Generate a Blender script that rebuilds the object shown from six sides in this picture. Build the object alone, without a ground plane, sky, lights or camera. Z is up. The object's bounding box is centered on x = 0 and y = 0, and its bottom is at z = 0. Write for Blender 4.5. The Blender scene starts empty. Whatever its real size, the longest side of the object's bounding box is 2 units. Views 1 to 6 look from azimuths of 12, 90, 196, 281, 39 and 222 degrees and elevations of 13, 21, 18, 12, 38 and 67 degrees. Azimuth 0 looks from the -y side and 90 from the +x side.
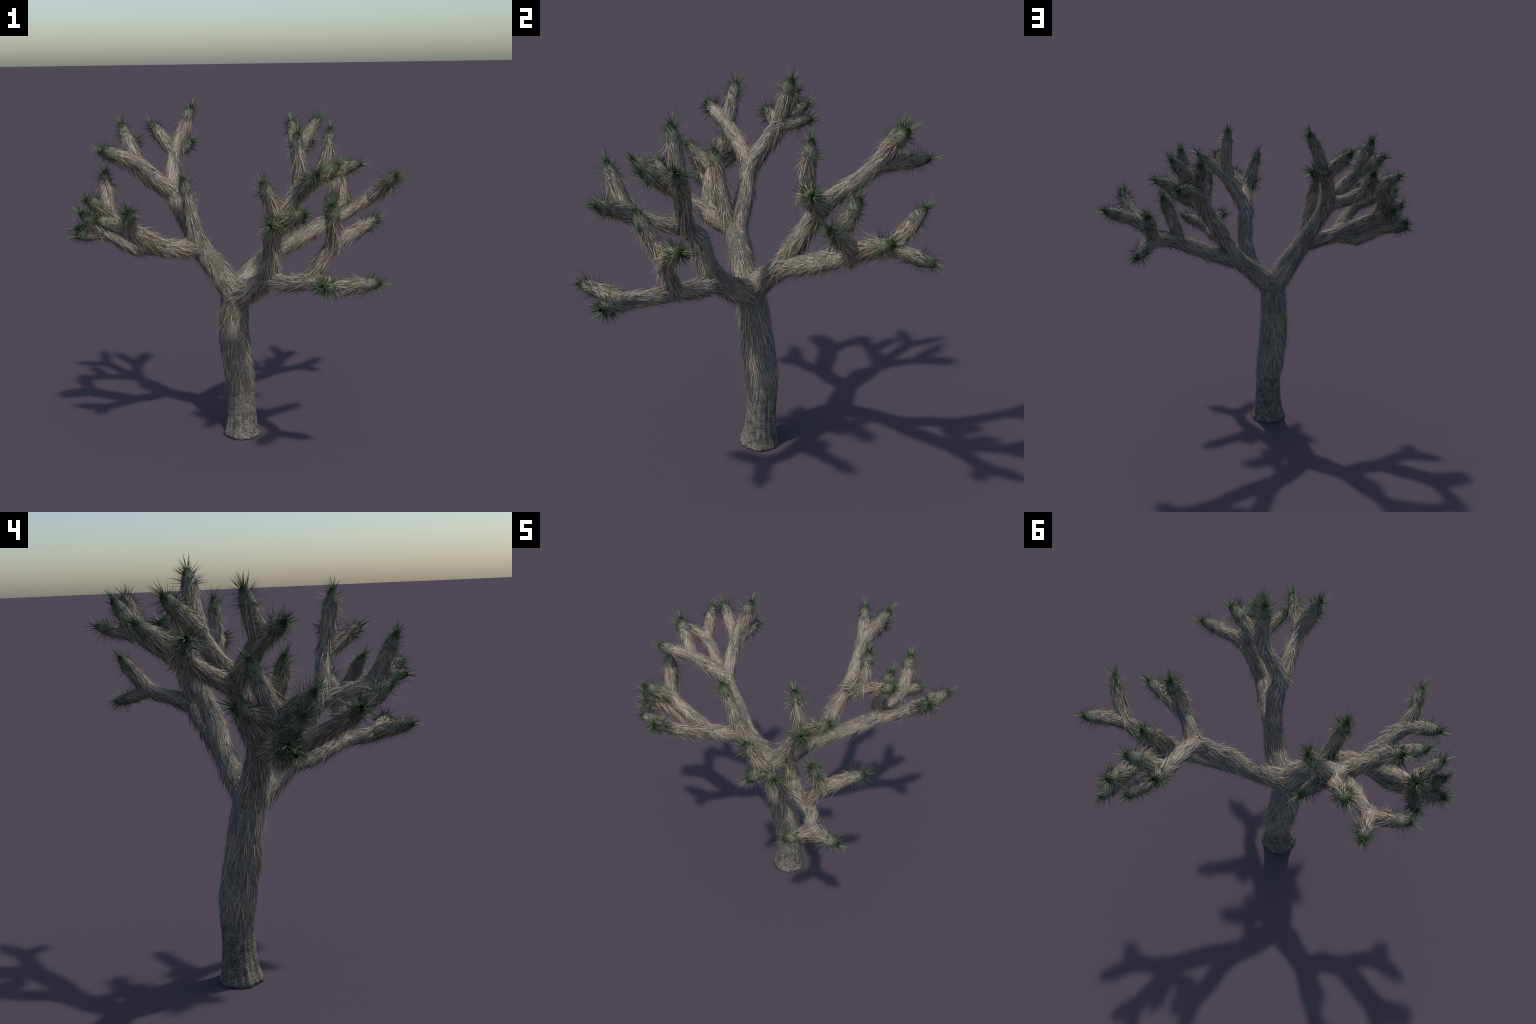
"""A desert tree yucca: a shaggy trunk forking into three limbs, each forking again
into stout branches that end in rosettes of stiff green spine leaves."""
import bpy
import numpy as np
from mathutils import Vector, Matrix

rng = np.random.default_rng(7)

# ---------------------------------------------------------------- skeleton
# Fork points (capital letter = limb) and branch ends (t...), in metres.
NODES = {
    'A1g': (-0.664, -0.263, 1.350),
    'A1i': (-0.701, -0.280, 1.262),
    'A1l': (-0.408, -0.374, 1.244),
    'A1lm': (-0.464, -0.509, 1.327),
    'A1m': (-0.519, -0.270, 1.264),
    'A1n': (-0.549, -0.260, 1.187),
    'A1r': (-0.300, -0.212, 1.178),
    'A1s': (-0.386, -0.262, 1.192),
    'A2a': (-0.536, -0.183, 1.636),
    'A2b': (-0.655, 0.084, 1.589),
    'A2bm': (-0.515, 0.012, 1.504),
    'A2c': (-0.404, 0.077, 1.665),
    'A2f': (-0.384, -0.048, 1.453),
    'A2m': (-0.296, -0.072, 1.299),
    'A2n': (-0.484, -0.133, 1.574),
    'Am': (-0.126, -0.068, 1.024),
    'As': (-0.206, -0.105, 1.159),
    'B2a': (0.265, 0.218, 1.151),
    'Ba': (0.034, 0.068, 0.998),
    'Bf1': (0.274, 0.301, 1.451),
    'Bf1k': (0.412, 0.220, 1.533),
    'Bf1u': (0.221, 0.532, 1.636),
    'Bf2': (0.466, 0.470, 1.306),
    'Bf2a': (0.482, 0.590, 1.342),
    'Bf2m': (0.440, 0.343, 1.254),
    'Bf2w': (0.670, 0.416, 1.380),
    'Bf2x': (0.565, 0.400, 1.309),
    'Bm': (0.193, 0.180, 1.214),
    'Bn': (0.231, 0.241, 1.338),
    'Bs': (0.126, 0.134, 1.096),
    'C2a': (0.300, -0.270, 1.022),
    'C2b': (0.525, -0.447, 1.071),
    'Ca': (0.090, -0.095, 0.941),
    'Cf1': (0.230, -0.312, 1.297),
    'Cf1a': (0.367, -0.335, 1.513),
    'Cf1b': (0.314, -0.564, 1.389),
    'Cf2': (0.420, -0.361, 1.056),
    'Cf2f': (0.605, -0.553, 1.082),
    'Cf2u': (0.564, -0.383, 1.257),
    'Cm': (0.211, -0.230, 1.124),
    'Cn': (0.226, -0.277, 1.264),
    'Cs': (0.170, -0.169, 1.015),
    'F0': (-0.046, -0.020, 0.885),
    'b0': (-0.036, 0.060, 0.000),
    'b1': (-0.034, 0.062, 0.129),
    'b2': (-0.038, 0.064, 0.286),
    'b3': (-0.053, 0.052, 0.439),
    'b4': (-0.061, 0.025, 0.590),
    'b5': (-0.058, 0.003, 0.741),
    'fb': (-0.216, -0.153, 1.207),
    'mm': (0.452, 0.380, 1.376),
    'ta': (-0.636, -0.147, 1.847),
    'ta2': (-0.722, 0.251, 1.736),
    'taa': (0.557, -0.761, 1.141),
    'tab': (0.820, -0.615, 1.132),
    'tac': (0.518, 0.792, 1.276),
    'tb': (-0.686, -0.309, 1.718),
    'tc': (-0.578, 0.180, 1.828),
    'td': (-0.318, 0.144, 1.927),
    'te': (-0.363, 0.263, 1.718),
    'tf': (-0.264, -0.241, 1.568),
    'tg': (-0.728, -0.178, 1.594),
    'th': (-0.741, -0.421, 1.474),
    'ti': (-0.794, -0.385, 1.393),
    'tj': (-0.845, -0.331, 1.295),
    'tk': (-0.843, -0.355, 1.254),
    'tl': (-0.628, -0.575, 1.394),
    'tm': (0.493, 0.440, 1.560),
    'tm2': (-0.415, -0.684, 1.460),
    'tn': (0.265, -0.688, 1.616),
    'to': (0.309, -0.732, 1.416),
    'to2': (-0.793, -0.121, 1.426),
    'tp': (0.472, -0.702, 1.468),
    'tq': (0.163, 0.645, 1.814),
    'tq2': (-0.838, 0.022, 1.678),
    'tr': (0.377, -0.383, 1.823),
    'ts': (0.340, 0.644, 1.833),
    'tt': (0.462, 0.219, 1.800),
    'tu': (0.499, -0.502, 1.638),
    'tv': (0.581, -0.340, 1.662),
    'tv2': (0.255, 0.769, 1.688),
    'tw': (0.637, 0.228, 1.602),
    'tx': (0.834, 0.288, 1.530),
    'txp': (0.456, 0.733, 1.522),
    'ty': (0.568, -0.514, 1.490),
    'tz': (0.777, -0.293, 1.388),
    'tza': (0.822, 0.553, 1.476),
    'xm': (0.745, 0.365, 1.446),
}

# Each chain: nodes from its root to its end, and the radius at every node.
TRUNK = (['b0', 'b1', 'b2', 'b3', 'b4', 'b5', 'F0'], [0.084, 0.079, 0.078, 0.088, 0.087, 0.083, 0.077])
R4, R5, RT = 0.043, 0.037, 0.0325
CHAINS = [
    # limb towards -x
    ('F0 Am As A2m A2f A2c td', [0.070, 0.067, 0.058, 0.047, R4, R5, RT]),
    ('As A1r A1s A1m A1g tg', [0.048, 0.05, 0.048, 0.043, 0.038, RT]),
    ('fb tf', [0.038, RT]),
    ('A2f A2n A2a tb', [0.041, 0.041, 0.038, RT]),
    ('A2a ta', [0.035, RT]),
    ('A2f A2bm A2b tq2', [0.038, 0.037, 0.034, RT]),
    ('A2b ta2', [0.034, RT]),
    ('A2c tc', [0.035, RT]),
    ('A2c te', [0.034, RT]),
    ('A1s A1n A1i tk', [0.040, 0.038, 0.035, RT]),
    ('A1i tj', [0.033, RT]),
    ('A1i ti', [0.033, RT]),
    ('A1g th', [0.035, RT]),
    ('A1g to2', [0.034, RT]),
    ('A1s A1l A1lm tl', [0.043, 0.041, R5, RT]),
    ('A1lm tm2', [0.035, RT]),
    # limb towards -y
    ('F0 Ca Cs Cm Cn Cf1 Cf1a tr', [0.068, 0.064, 0.056, 0.050, 0.047, R4, 0.038, RT]),
    ('Cf1a tu', [0.035, RT]),
    ('Cf1a tv', [0.035, RT]),
    ('Cf1 Cf1b tn', [0.039, R5, RT]),
    ('Cf1b tp', [0.035, RT]),
    ('Cf1b to', [0.035, RT]),
    ('Cs C2a Cf2 C2b Cf2f tab', [0.045, 0.045, 0.042, 0.037, R5, RT]),
    ('Cf2f taa', [0.035, RT]),
    ('Cf2 Cf2u tz', [0.038, R5, RT]),
    ('Cf2u ty', [0.035, RT]),
    # limb towards +y
    ('F0 Ba Bs Bm Bn Bf1 Bf1u tq', [0.066, 0.058, 0.052, 0.049, 0.047, R4, R5, RT]),
    ('Bf1u ts', [0.035, RT]),
    ('Bf1u tv2', [0.035, RT]),
    ('Bf1 Bf1k tt', [0.038, R5, RT]),
    ('Bf1k tw', [0.035, RT]),
    ('Bs B2a Bf2m Bf2x Bf2w tza', [0.050, 0.048, 0.045, 0.040, R5, RT]),
    ('Bf2w xm tx', [0.036, 0.034, RT]),
    ('Bf2m Bf2 Bf2a txp', [0.042, 0.038, R5, RT]),
    ('Bf2a tac', [0.035, RT]),
    ('Bf2m mm tm', [0.038, 0.036, RT]),
]
BARE_TOP = 0.33          # the trunk is bare wood below this height
CAP = 0.075              # length of the leafy green end of a branch
TIP_HOLE = 0.007


def unit(v):
    n = np.linalg.norm(v, axis=-1, keepdims=True)
    return v / np.maximum(n, 1e-9)


def spline(points, radii, step=0.012):
    """Smooth curve (cardinal spline) through the nodes, evenly resampled."""
    P = np.array(points, float)
    R = np.array(radii, float)
    ext = np.vstack([2 * P[0] - P[1], P, 2 * P[-1] - P[-2]])
    out, rad = [], []
    for i in range(len(P) - 1):
        p0, p1, p2, p3 = ext[i:i + 4]
        d = np.linalg.norm(p2 - p1)
        m1 = unit(unit(p1 - p0) + unit(p2 - p1)) * d * 0.75
        m2 = unit(unit(p2 - p1) + unit(p3 - p2)) * d * 0.75
        n = max(3, int(d / step))
        t = np.arange(n)[:, None] / n
        h = (2 * t**3 - 3 * t**2 + 1, t**3 - 2 * t**2 + t, -2 * t**3 + 3 * t**2, t**3 - t**2)
        out.append(h[0] * p1 + h[1] * m1 + h[2] * p2 + h[3] * m2)
        rad.append(R[i] + (R[i + 1] - R[i]) * t[:, 0])
    out.append(P[-1:])
    rad.append(R[-1:])
    A, r = np.vstack(out), np.concatenate(rad)
    s = np.concatenate([[0], np.cumsum(np.linalg.norm(np.diff(A, axis=0), axis=1))])
    q = np.linspace(0, s[-1], max(6, int(s[-1] / step) + 1))
    A = np.stack([np.interp(q, s, A[:, k]) for k in range(3)], 1)
    return A, np.interp(q, s, r), q


def frames(A):
    """Tangent and two rotation-minimising normals along a curve."""
    T = unit(np.gradient(A, axis=0))
    u = np.cross(T[0], [0.3, 0.9, 0.2])
    U = []
    for t in T:
        u = u - t * (u @ t)
        u = u / np.linalg.norm(u)
        U.append(u)
    U = np.array(U)
    return T, U, np.cross(T, U)


class Chain:
    def __init__(self, nodes, radii, tip):
        pts = [np.array(NODES[n]) for n in nodes]
        self.A, self.r, self.s = spline(pts, radii)
        self.r = self.r * (0.96 if tip else 1.0)
        self.L = self.s[-1]
        self.tip = tip
        if nodes[0] != 'F0' and nodes[0] != 'b0':      # narrower where it leaves its parent
            self.r = self.r * (0.72 + 0.28 * np.clip(self.s / 0.055, 0, 1) ** 0.7)
        if tip:      # the end swells a little and then closes like a bullet
            d = self.L - self.s
            swell = 1 + 0.06 * np.exp(-((d - 0.075) / 0.03) ** 2)
            k = np.clip(d / 0.066, 0, 1)
            close = 0.26 + 0.74 * (0.35 * k + 0.65 * np.sqrt(1 - (1 - k) ** 2))
            self.r = self.r * swell * close
        self.T, self.U, self.V = frames(self.A)

    def at(self, q):
        f = [np.stack([np.interp(q, self.s, M[:, k]) for k in range(3)], 1) for M in (self.A, self.T, self.U, self.V)]
        return f[0], unit(f[1]), unit(f[2]), unit(f[3]), np.interp(q, self.s, self.r)


chains = [Chain(n.split(), r, True) for n, r in CHAINS]
trunk = Chain(*TRUNK, False)
d = trunk.s
trunk.r = trunk.r + 0.026 * np.exp(-d / 0.055)                 # flared foot
everything = chains + [trunk]

# ---------------------------------------------------------------- mesh helpers


def new_mesh(name, verts, faces_by_size, material, smooth=True):
    """faces_by_size: list of integer arrays, one per polygon size."""
    me = bpy.data.meshes.new(name)
    idx = np.concatenate([f.ravel() for f in faces_by_size]).astype(np.int32)
    tot = np.concatenate([np.full(len(f), f.shape[1], np.int32) for f in faces_by_size])
    me.vertices.add(len(verts))
    me.vertices.foreach_set('co', np.asarray(verts, np.float32).ravel())
    me.loops.add(len(idx))
    me.loops.foreach_set('vertex_index', idx)
    me.polygons.add(len(tot))
    me.polygons.foreach_set('loop_start', np.concatenate([[0], np.cumsum(tot)[:-1]]).astype(np.int32))
    me.polygons.foreach_set('use_smooth', np.full(len(tot), smooth))
    me.update(calc_edges=True)
    me.validate()
    me.materials.append(material)
    return me


def add(name, me, parent, matrix=None, stuff=False):
    ob = bpy.data.objects.new(name, me)
    bpy.context.scene.collection.objects.link(ob)
    if parent is not None:
        ob.parent = parent
    if matrix is not None:
        ob.matrix_world = matrix
    if stuff:
        ob['kind'] = 'stuff'
    return ob


def tube(ch, sides=20, lumps=0.05, seed=0):
    """Bark tube with low lumps; ends closed, branch ends with a small hollow."""
    g = np.random.default_rng(seed)
    ang = np.arange(sides) / sides * 2 * np.pi
    A, r = ch.A, ch.r
    n = len(A)
    ph = g.uniform(0, 6.28, 6)
    S = ch.s[:, None]
    wob = 1 + lumps * (0.5 * np.sin(2 * ang + ph[0] + 9 * S) + 0.4 * np.sin(3 * ang + ph[1] - 13 * S)
                       + 0.4 * np.sin(27 * S + ph[2]) + 0.3 * np.sin(5 * ang + ph[3] + 31 * S))
    ring = np.cos(ang)[None, :, None] * ch.U[:, None] + np.sin(ang)[None, :, None] * ch.V[:, None]
    Vt = A[:, None] + ring * (r[:, None] * wob)[:, :, None]
    if ch.tip:       # hollow end
        t = ch.T[-1]
        for rr, back in ((0.8, 0.0), (0.7, 0.012), (0.2, 0.014)):
            Vt = np.vstack([Vt, (A[-1] + t * (0.002 - back) + ring[-1] * TIP_HOLE * rr)[None]])
    else:            # rounded top inside the fork
        t = ch.T[-1]
        for k in (0.35, 0.7, 0.92):
            Vt = np.vstack([Vt, (A[-1] + t * r[-1] * k * 0.8 + ring[-1] * r[-1] * np.sqrt(1 - k * k))[None]])
    m = len(Vt)
    i, j = np.meshgrid(np.arange(m - 1), np.arange(sides), indexing='ij')
    a = i * sides + j
    b = i * sides + (j + 1) % sides
    quads = np.stack([a, b, b + sides, a + sides], -1).reshape(-1, 4)
    caps = np.stack([np.arange(sides)[::-1], (m - 1) * sides + np.arange(sides)])
    return Vt.reshape(-1, 3), [quads, caps]


def inside(points, skip, grow=0.93):
    """Which points lie inside some other tube."""
    hit = np.zeros(len(points), bool)
    for ch in everything:
        if ch is skip:
            continue
        lo, hi = ch.A.min(0) - 0.1, ch.A.max(0) + 0.1
        near = np.where(np.all((points > lo) & (points < hi), axis=1) & ~hit)[0]
        if len(near) == 0:
            continue
        a, rr = ch.A[::2], ch.r[::2]
        D = np.linalg.norm(points[near][:, None] - a[None], axis=2)
        hit[near] |= (D < rr[None] * grow).any(1)
    return hit


def blades(base, direction, normal, length, width, bend, sag=0.0, thick=0.35):
    """Tapering spine leaves with a keel: 3 rings of 3 corners and a point."""
    n = len(base)
    side = unit(np.cross(direction, normal))
    up = unit(np.cross(side, direction))
    rings = []
    for t, w in ((0.0, 0.8), (0.3, 1.0), (0.68, 0.5)):
        c = base + direction * (length * t)[:, None] + up * (bend * length * t * t)[:, None]
        c[:, 2] -= sag * (length * t * t) if np.isscalar(sag) else sag * length * t * t
        h = (width * w * 0.5)[:, None]
        rings += [c - side * h, c + side * h, c + up * h * 2 * thick]
    c = base + direction * length[:, None] + up * (bend * length)[:, None]
    c[:, 2] -= sag * length
    V = np.stack(rings + [c], 1)                       # n x 10 x 3
    o = (np.arange(n) * 10)[:, None, None]
    q = []
    for k in (0, 3):
        for a, b in ((0, 1), (1, 2), (2, 0)):
            q.append([k + a, k + b, k + 3 + b, k + 3 + a])
    tri = [[6, 7, 9], [7, 8, 9], [8, 6, 9], [0, 2, 1]]
    return V.reshape(-1, 3), [(np.array(q)[None] + o).reshape(-1, 4), (np.array(tri)[None] + o).reshape(-1, 3)]


# ---------------------------------------------------------------- materials


def material(name, rough=0.8, spec=0.2):
    m = bpy.data.materials.new(name)
    m.use_nodes = True
    nt = m.node_tree
    bs = nt.nodes['Principled BSDF']
    bs.inputs['Roughness'].default_value = rough
    bs.inputs['Specular IOR Level'].default_value = spec
    return m, nt, bs


def node(nt, kind, **kw):
    n = nt.nodes.new(kind)
    for k, v in kw.items():
        setattr(n, k, v)
    return n


def ramp(nt, fac, stops, interp='LINEAR'):
    n = node(nt, 'ShaderNodeValToRGB')
    n.color_ramp.interpolation = interp
    el = n.color_ramp.elements
    while len(el) < len(stops):
        el.new(0.5)
    for e, (p, c) in zip(el, stops):
        e.position = p
        e.color = (*c, 1) if len(c) == 3 else c
    nt.links.new(fac, n.inputs['Fac'])
    return n.outputs['Color']


def math(nt, op, a, b=None):
    n = node(nt, 'ShaderNodeMath', operation=op)
    for k, v in enumerate((a, b)):
        if v is None:
            continue
        if isinstance(v, (int, float)):
            n.inputs[k].default_value = v
        else:
            nt.links.new(v, n.inputs[k])
    return n.outputs[0]


def mix(nt, fac, a, b, blend='MIX'):
    n = node(nt, 'ShaderNodeMix', data_type='RGBA', blend_type=blend)
    for sock, v in ((n.inputs['Factor'], fac), (n.inputs[6], a), (n.inputs[7], b)):
        if isinstance(v, (int, float)):
            sock.default_value = v
        elif isinstance(v, tuple):
            sock.default_value = (*v, 1)
        else:
            nt.links.new(v, sock)
    return n.outputs[2]


def noise(nt, vec, scale, detail=3.0, rough=0.6):
    n = node(nt, 'ShaderNodeTexNoise')
    n.inputs['Scale'].default_value = scale
    n.inputs['Detail'].default_value = detail
    n.inputs['Roughness'].default_value = rough
    if vec is not None:
        nt.links.new(vec, n.inputs['Vector'])
    return n.outputs['Fac']


def bump(nt, bs, height, strength, dist):
    b = node(nt, 'ShaderNodeBump')
    b.inputs['Strength'].default_value = strength
    b.inputs['Distance'].default_value = dist
    nt.links.new(height, b.inputs['Height'])
    nt.links.new(b.outputs['Normal'], bs.inputs['Normal'])


GREY = (0.345, 0.31, 0.258)  # GREY and PALE lightened to sunlit limb brightness, offsetting the leaves' self-shadow
DARK = (0.075, 0.07, 0.062)
TAN = (0.33, 0.235, 0.13)
PALE = (0.48, 0.435, 0.365)
CAPGREEN = (0.175, 0.19, 0.13)


def bark_material():
    """Matted dead leaves running along the branch; the end (object origin) is green."""
    m, nt, bs = material('matted_branch_bark', 0.85)
    obj = node(nt, 'ShaderNodeTexCoord').outputs['Object']
    mp = node(nt, 'ShaderNodeMapping')
    mp.inputs['Scale'].default_value = (1, 1, 0.11)
    nt.links.new(obj, mp.inputs['Vector'])
    streak = noise(nt, mp.outputs[0], 190, 4)
    tone = noise(nt, mp.outputs[0], 60, 2)
    col = ramp(nt, streak, [(0.3, DARK), (0.6, (0.19, 0.176, 0.15))])
    col = mix(nt, ramp(nt, tone, [(0.58, (0, 0, 0)), (0.68, (0.6, 0.6, 0.6))]), col, TAN)
    # scaly grey-green end with fine dark cracks
    mp2 = node(nt, 'ShaderNodeMapping')
    mp2.inputs['Scale'].default_value = (1, 1, 0.4)
    nt.links.new(obj, mp2.inputs['Vector'])
    cracks = noise(nt, mp2.outputs[0], 210, 3)
    cap = ramp(nt, cracks, [(0.36, (0.07, 0.08, 0.055)), (0.46, CAPGREEN), (0.7, (0.23, 0.238, 0.172))])
    ln = node(nt, 'ShaderNodeVectorMath', operation='LENGTH')
    nt.links.new(obj, ln.inputs[0])
    wave = math(nt, 'ADD', ln.outputs['Value'], math(nt, 'MULTIPLY', noise(nt, obj, 35, 2), 0.05))
    mask = ramp(nt, wave, [(0.06, (1, 1, 1)), (0.115, (0, 0, 0))])
    deep = ramp(nt, ln.outputs['Value'], [(0.012, (0.10, 0.15, 0.065)), (0.05, (1, 1, 1))])
    cap = mix(nt, 1.0, cap, deep, 'MULTIPLY')
    nt.links.new(mix(nt, mask, col, cap), bs.inputs['Base Color'])
    bump(nt, bs, streak, 0.7, 0.006)
    return m


def trunk_material():
    """Grey trunk: bare wood in fine upright rows of small cells, matted leaves above."""
    m, nt, bs = material('bare_trunk_wood', 0.9, 0.15)
    obj = node(nt, 'ShaderNodeTexCoord').outputs['Object']
    sep = node(nt, 'ShaderNodeSeparateXYZ')
    nt.links.new(obj, sep.inputs[0])
    x, y, z = sep.outputs
    ang = math(nt, 'ARCTAN2', y, x)
    com = node(nt, 'ShaderNodeCombineXYZ')
    warp = math(nt, 'MULTIPLY', noise(nt, obj, 14, 2), 0.05)
    nt.links.new(math(nt, 'ADD', ang, warp), com.inputs[0])
    nt.links.new(math(nt, 'ADD', z, math(nt, 'MULTIPLY', noise(nt, obj, 40, 2), 0.008)), com.inputs[1])
    mp = node(nt, 'ShaderNodeMapping')
    mp.inputs['Scale'].default_value = (13.0, 150.0, 1)
    nt.links.new(com.outputs[0], mp.inputs['Vector'])
    cells = node(nt, 'ShaderNodeTexVoronoi', feature='F1', distance='EUCLIDEAN')
    cells.inputs['Scale'].default_value = 1.0
    cells.inputs['Randomness'].default_value = 0.45
    nt.links.new(mp.outputs[0], cells.inputs['Vector'])
    mp3 = node(nt, 'ShaderNodeMapping')
    mp3.inputs['Scale'].default_value = (9.0, 4.0, 1)
    nt.links.new(com.outputs[0], mp3.inputs['Vector'])
    cols = noise(nt, mp3.outputs[0], 1.6, 3)
    base = ramp(nt, cells.outputs['Distance'], [(0.05, (0.37, 0.345, 0.30)), (0.36, (0.20, 0.187, 0.162)), (0.68, (0.065, 0.06, 0.052))])
    patch = ramp(nt, noise(nt, obj, 26, 3), [(0.36, (0.55, 0.55, 0.55)), (0.64, (1.28, 1.26, 1.22))])
    base = mix(nt, 1.0, base, patch, 'MULTIPLY')
    base = mix(nt, 1.0, base, ramp(nt, cols, [(0.38, (0.74, 0.74, 0.74)), (0.58, (1.06, 1.06, 1.06))]), 'MULTIPLY')
    mp2 = node(nt, 'ShaderNodeMapping')
    mp2.inputs['Scale'].default_value = (1, 1, 0.1)
    nt.links.new(obj, mp2.inputs['Vector'])
    streak = noise(nt, mp2.outputs[0], 150, 4)
    mat = ramp(nt, streak, [(0.3, DARK), (0.6, (0.19, 0.176, 0.15))])
    up = ramp(nt, math(nt, 'ADD', z, math(nt, 'MULTIPLY', noise(nt, mp2.outputs[0], 40, 2), 0.14)), [(0.37, (0, 0, 0)), (0.50, (1, 1, 1))])
    nt.links.new(mix(nt, up, base, mat), bs.inputs['Base Color'])
    h = math(nt, 'SUBTRACT', 1.0, cells.outputs['Distance'])
    bump(nt, bs, h, 0.35, 0.003)
    return m


def dead_leaf_material():
    m, nt, bs = material('dead_grey_leaf', 0.75)
    geo = node(nt, 'ShaderNodeNewGeometry')
    isl = geo.outputs['Random Per Island']
    col = ramp(nt, isl, [(0.0, (0.09, 0.086, 0.08)), (0.15, (0.20, 0.187, 0.165)), (0.5, GREY), (0.72, PALE),
                         (0.81, (0.35, 0.275, 0.19)), (1.0, (0.43, 0.31, 0.18))])
    obj = node(nt, 'ShaderNodeTexCoord').outputs['Object']
    v = ramp(nt, noise(nt, obj, 130, 2), [(0.3, (0.78, 0.78, 0.78)), (0.7, (1.1, 1.1, 1.1))])
    nt.links.new(mix(nt, 1.0, col, v, 'MULTIPLY'), bs.inputs['Base Color'])
    return m


def green_leaf_material():
    m, nt, bs = material('green_spine_leaf', 0.5, 0.35)
    geo = node(nt, 'ShaderNodeNewGeometry')
    col = ramp(nt, geo.outputs['Random Per Island'], [(0.0, (0.022, 0.035, 0.020)), (0.5, (0.043, 0.061, 0.033)), (0.8, (0.078, 0.102, 0.055)), (1.0, (0.16, 0.172, 0.11))])  # low stops darkened to shaded spines, top stop paled to sunlit ones
    nt.links.new(col, bs.inputs['Base Color'])
    return m


def single_leaf_material():
    m, nt, bs = material('green_apical_leaf', 0.5, 0.35)
    inf = node(nt, 'ShaderNodeObjectInfo')
    col = ramp(nt, inf.outputs['Random'], [(0.0, (0.07, 0.11, 0.05)), (1.0, (0.16, 0.22, 0.105))])
    nt.links.new(col, bs.inputs['Base Color'])
    return m


def drying_leaf_material():
    m, nt, bs = material('drying_leaf', 0.7)
    geo = node(nt, 'ShaderNodeNewGeometry')
    col = ramp(nt, geo.outputs['Random Per Island'], [(0.0, (0.09, 0.10, 0.05)), (0.4, (0.20, 0.17, 0.08)), (0.7, (0.30, 0.21, 0.11)), (1.0, (0.26, 0.23, 0.18))])
    nt.links.new(col, bs.inputs['Base Color'])
    return m


BARK, WOOD = bark_material(), trunk_material()
DEAD, GREEN, APICAL, DRYING = dead_leaf_material(), green_leaf_material(), single_leaf_material(), drying_leaf_material()

# ---------------------------------------------------------------- build

tree = bpy.data.objects.new('joshua_tree', None)
tree.empty_display_size = 0.2
bpy.context.scene.collection.objects.link(tree)
tree['label'] = 'shaggy desert yucca tree with forked branches and spiky green tips'
tree['category'] = 'joshua tree'


def local(V, M):
    Mi = np.array(M.inverted())
    return V @ Mi[:3, :3].T + Mi[:3, 3]


def end_matrix(ch):
    """Frame at the branch end, local z along the branch."""
    z, x = ch.T[-3], ch.U[-3]
    x = unit(x - z * (x @ z))
    y = np.cross(z, x)
    M = Matrix.Identity(4)
    for k in range(3):
        M[k][0], M[k][1], M[k][2], M[k][3] = x[k], y[k], z[k], ch.A[-1][k]
    return M


def shag(ch, lo, hi, density, fade=0.0, lift=(0.0, 0.09), length=(0.04, 0.08), width=(0.0022, 0.0052)):
    """Dead leaves folded back against the branch, pointing to its root."""
    s = ch.s
    cum = np.concatenate([[0], np.cumsum(2 * np.pi * ch.r[1:] * np.diff(s))])
    a, b = np.interp([lo, hi], s, cum)
    n = int((b - a) * density)
    q = np.interp(rng.uniform(a, b, n), cum, s)
    A, T, U, V, r = ch.at(q)
    f = rng.uniform(0, 2 * np.pi, n)
    N = np.cos(f)[:, None] * U + np.sin(f)[:, None] * V
    S = np.cross(T, N)
    base = A + N * (r * 0.96)[:, None]
    keep = ~inside(base, ch)
    if fade:         # thinning out towards the lower end
        keep &= rng.random(n) < np.clip((q - lo) / fade, 0.05, 1) ** 1.5
    base, T, N, S, q = base[keep], T[keep], N[keep], S[keep], q[keep]
    n = len(base)
    el = rng.uniform(*lift, n)
    wild = rng.random(n) < 0.035 + 0.09 * (N[:, 2] < -0.2) + 0.05 * (q < 0.12)
    el[wild] += rng.uniform(0.1, 0.5, wild.sum())
    yaw = rng.normal(0, 0.13, n)
    D = -T * (np.cos(el) * np.cos(yaw))[:, None] + N * np.sin(el)[:, None] + S * (np.cos(el) * np.sin(yaw))[:, None]
    ln = rng.uniform(*length, n)
    if ch.tip:       # shorter and flatter where the green end begins
        ln *= np.clip((ch.L - q - 0.03) / 0.07, 0.45, 1)
    ln[wild] *= 1.15
    wd = rng.uniform(*width, n)
    return blades(base, unit(D), N, ln, wd, rng.normal(-0.02, 0.04, n), sag=np.where(wild, rng.uniform(0.0, 0.2, n), 0.0), thick=0.16)


def rosette(ch):
    """Stiff green leaves standing off the end of the branch in all directions."""
    n = 175
    d = CAP * 1.2 * rng.random(n) ** 0.85
    A, T, U, V, r = ch.at(ch.L - d)
    f = (np.arange(n) * 2.39996 + rng.uniform(-0.4, 0.4, n))
    N = np.cos(f)[:, None] * U + np.sin(f)[:, None] * V
    tilt = np.radians(20 + 66 * (d / CAP) ** 0.65 + rng.normal(0, 10, n))   # angle from the branch axis
    D = T * np.cos(tilt)[:, None] + N * np.sin(tilt)[:, None]
    base = A + N * (r * 0.9)[:, None]
    ln = np.where(rng.random(n) < 0.4, rng.uniform(0.018, 0.036, n), rng.uniform(0.03, 0.082, n))
    wd = rng.uniform(0.0020, 0.0031, n)
    return blades(base, unit(D), unit(np.cross(np.cross(D, T), D) + 1e-4), ln, wd, rng.normal(0.0, 0.05, n), sag=0.02)


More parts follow.
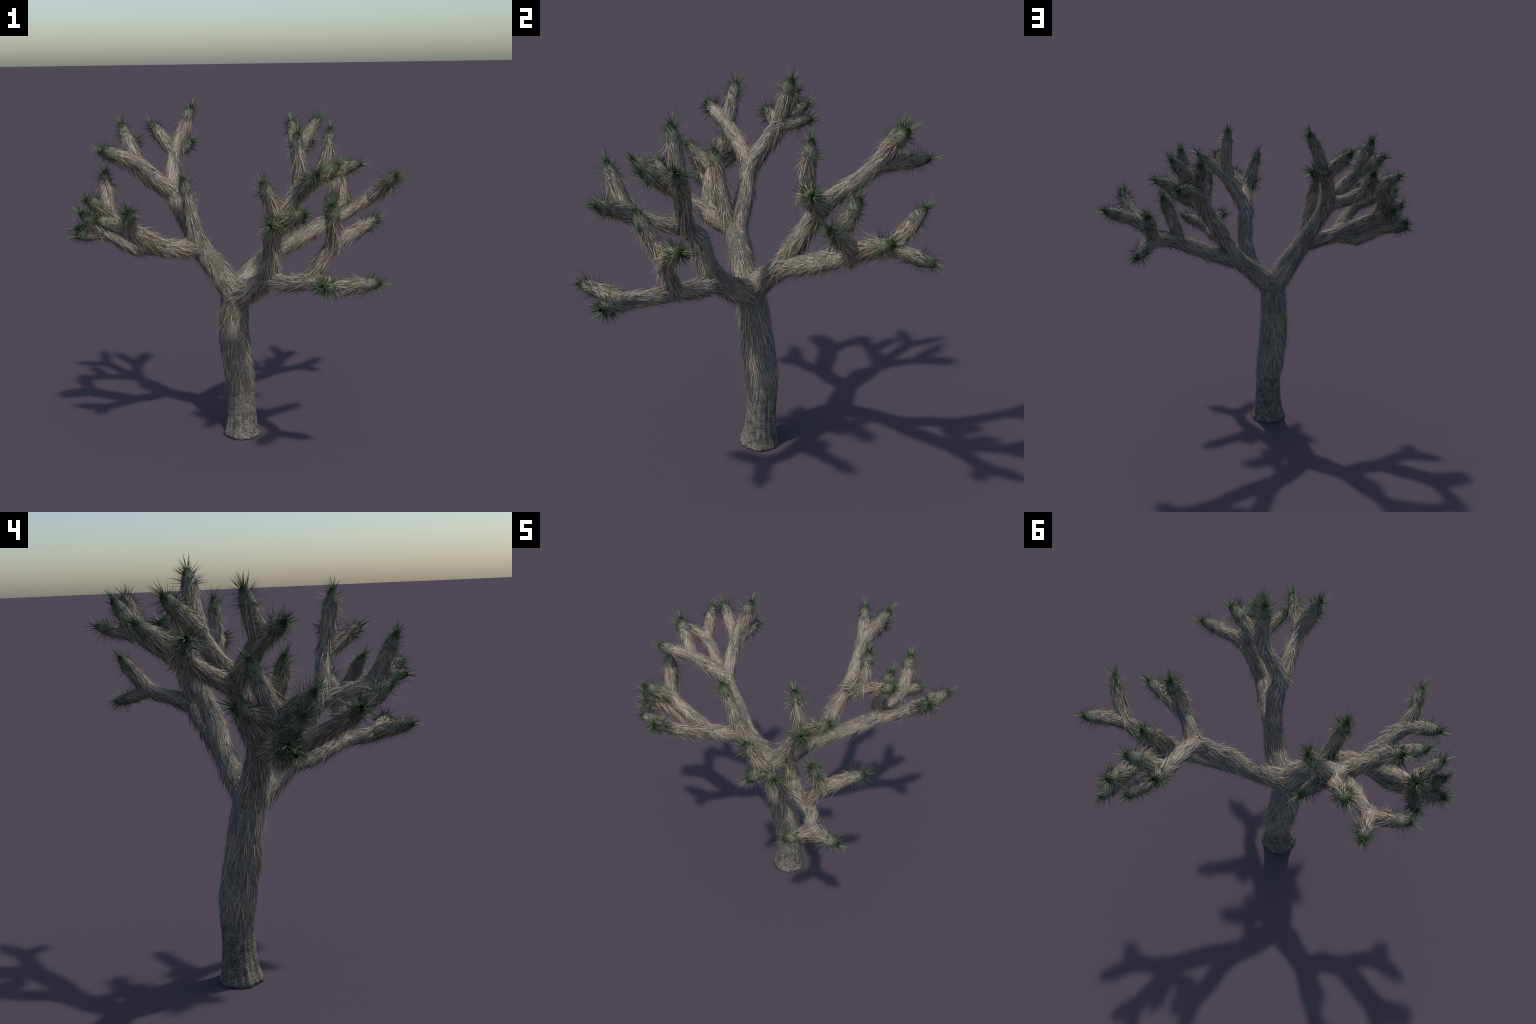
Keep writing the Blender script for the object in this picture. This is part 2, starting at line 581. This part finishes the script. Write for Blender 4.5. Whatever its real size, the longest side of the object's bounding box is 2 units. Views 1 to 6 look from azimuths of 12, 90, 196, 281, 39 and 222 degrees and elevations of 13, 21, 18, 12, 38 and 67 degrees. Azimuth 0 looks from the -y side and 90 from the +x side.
def skirt(ch):
    """Yellowing leaves below the rosette, bending back."""
    n = 26
    d = CAP * rng.uniform(0.95, 1.6, n)
    A, T, U, V, r = ch.at(ch.L - d)
    f = rng.uniform(0, 2 * np.pi, n)
    N = np.cos(f)[:, None] * U + np.sin(f)[:, None] * V
    tilt = np.radians(rng.uniform(120, 172, n))
    D = T * np.cos(tilt)[:, None] + N * np.sin(tilt)[:, None]
    return blades(A + N * (r * 0.93)[:, None], unit(D), N, rng.uniform(0.045, 0.075, n), rng.uniform(0.003, 0.0045, n), rng.normal(-0.06, 0.06, n), sag=0.03)


# trunk
Mt = Matrix.Translation(Vector(NODES['b1']) * 1.0)
Mt[2][3] = 0.0
V, F = tube(trunk, 96, 0.035, 3)
# fine upright fluting and an uneven foot
ang = np.arctan2(V[:, 1] - Mt[1][3], V[:, 0] - Mt[0][3])
low = np.clip((0.5 - V[:, 2]) / 0.45, 0, 1)
flute = 0.0022 * np.sin(ang * 17 + 3 * np.sin(V[:, 2] * 9)) + 0.0022 * np.sin(ang * 7 + 1.3)
ctr = np.stack([np.interp(V[:, 2], trunk.A[:, 2], trunk.A[:, k]) for k in (0, 1)], 1)
out = unit(V[:, :2] - ctr)
V[:, :2] += out * (flute * low)[:, None]
V[:96, 2] = 0.0
trunk_ob = add('trunk', new_mesh('trunk', local(V, Mt), F, WOOD), tree, Mt)
ragged = shag(trunk, BARE_TOP - 0.02, trunk.L, 42000, fade=0.14, lift=(0.0, 0.09), length=(0.05, 0.1), width=(0.002, 0.0042))
add('dead_leaf_shag', new_mesh('dead_leaf_shag', local(ragged[0], Mt), ragged[1], DEAD, False), trunk_ob, Mt, True)

# one leaf mesh shared by all the named leaves
lv, lf = blades(np.zeros((1, 3)), np.array([[0, 0, 1.0]]), np.array([[1.0, 0, 0]]), np.array([0.068]), np.array([0.0048]), np.array([0.06]))
leaf_mesh = new_mesh('leaf', lv, lf, APICAL, False)
count = 0

for k, ch in enumerate(chains):
    M = end_matrix(ch)
    V, F = tube(ch, 20, 0.06, 100 + k)
    ob = add('branch', new_mesh('branch', local(V, M), F, BARK), tree, M)
    V, F = shag(ch, 0.0, ch.L - CAP * 0.8, 36000)
    add('dead_leaf_shag', new_mesh('dead_leaf_shag', local(V, M), F, DEAD, False), ob, M, True)
    V, F = skirt(ch)
    add('drying_leaf_skirt', new_mesh('drying_leaf_skirt', local(V, M), F, DRYING, False), ob, M, True)
    V, F = rosette(ch)
    ros = add('leaf_rosette', new_mesh('leaf_rosette', local(V, M), F, GREEN, False), tree, M, True)
    for j in range(8):
        tilt, turn = np.radians(rng.uniform(4, 34)), j * 2.39996 + rng.uniform(-0.3, 0.3)
        R = Matrix.Rotation(turn, 4, 'Z') @ Matrix.Rotation(tilt, 4, 'Y')
        S = Matrix.Scale(rng.uniform(0.75, 1.05), 4)
        off = Matrix.Translation(Vector((np.cos(turn), np.sin(turn), 0)) * 0.007)
        lo = bpy.data.objects.new('leaf', leaf_mesh)
        bpy.context.scene.collection.objects.link(lo)
        lo.parent = ros
        lo.matrix_world = M @ off @ R @ S
        count += 1
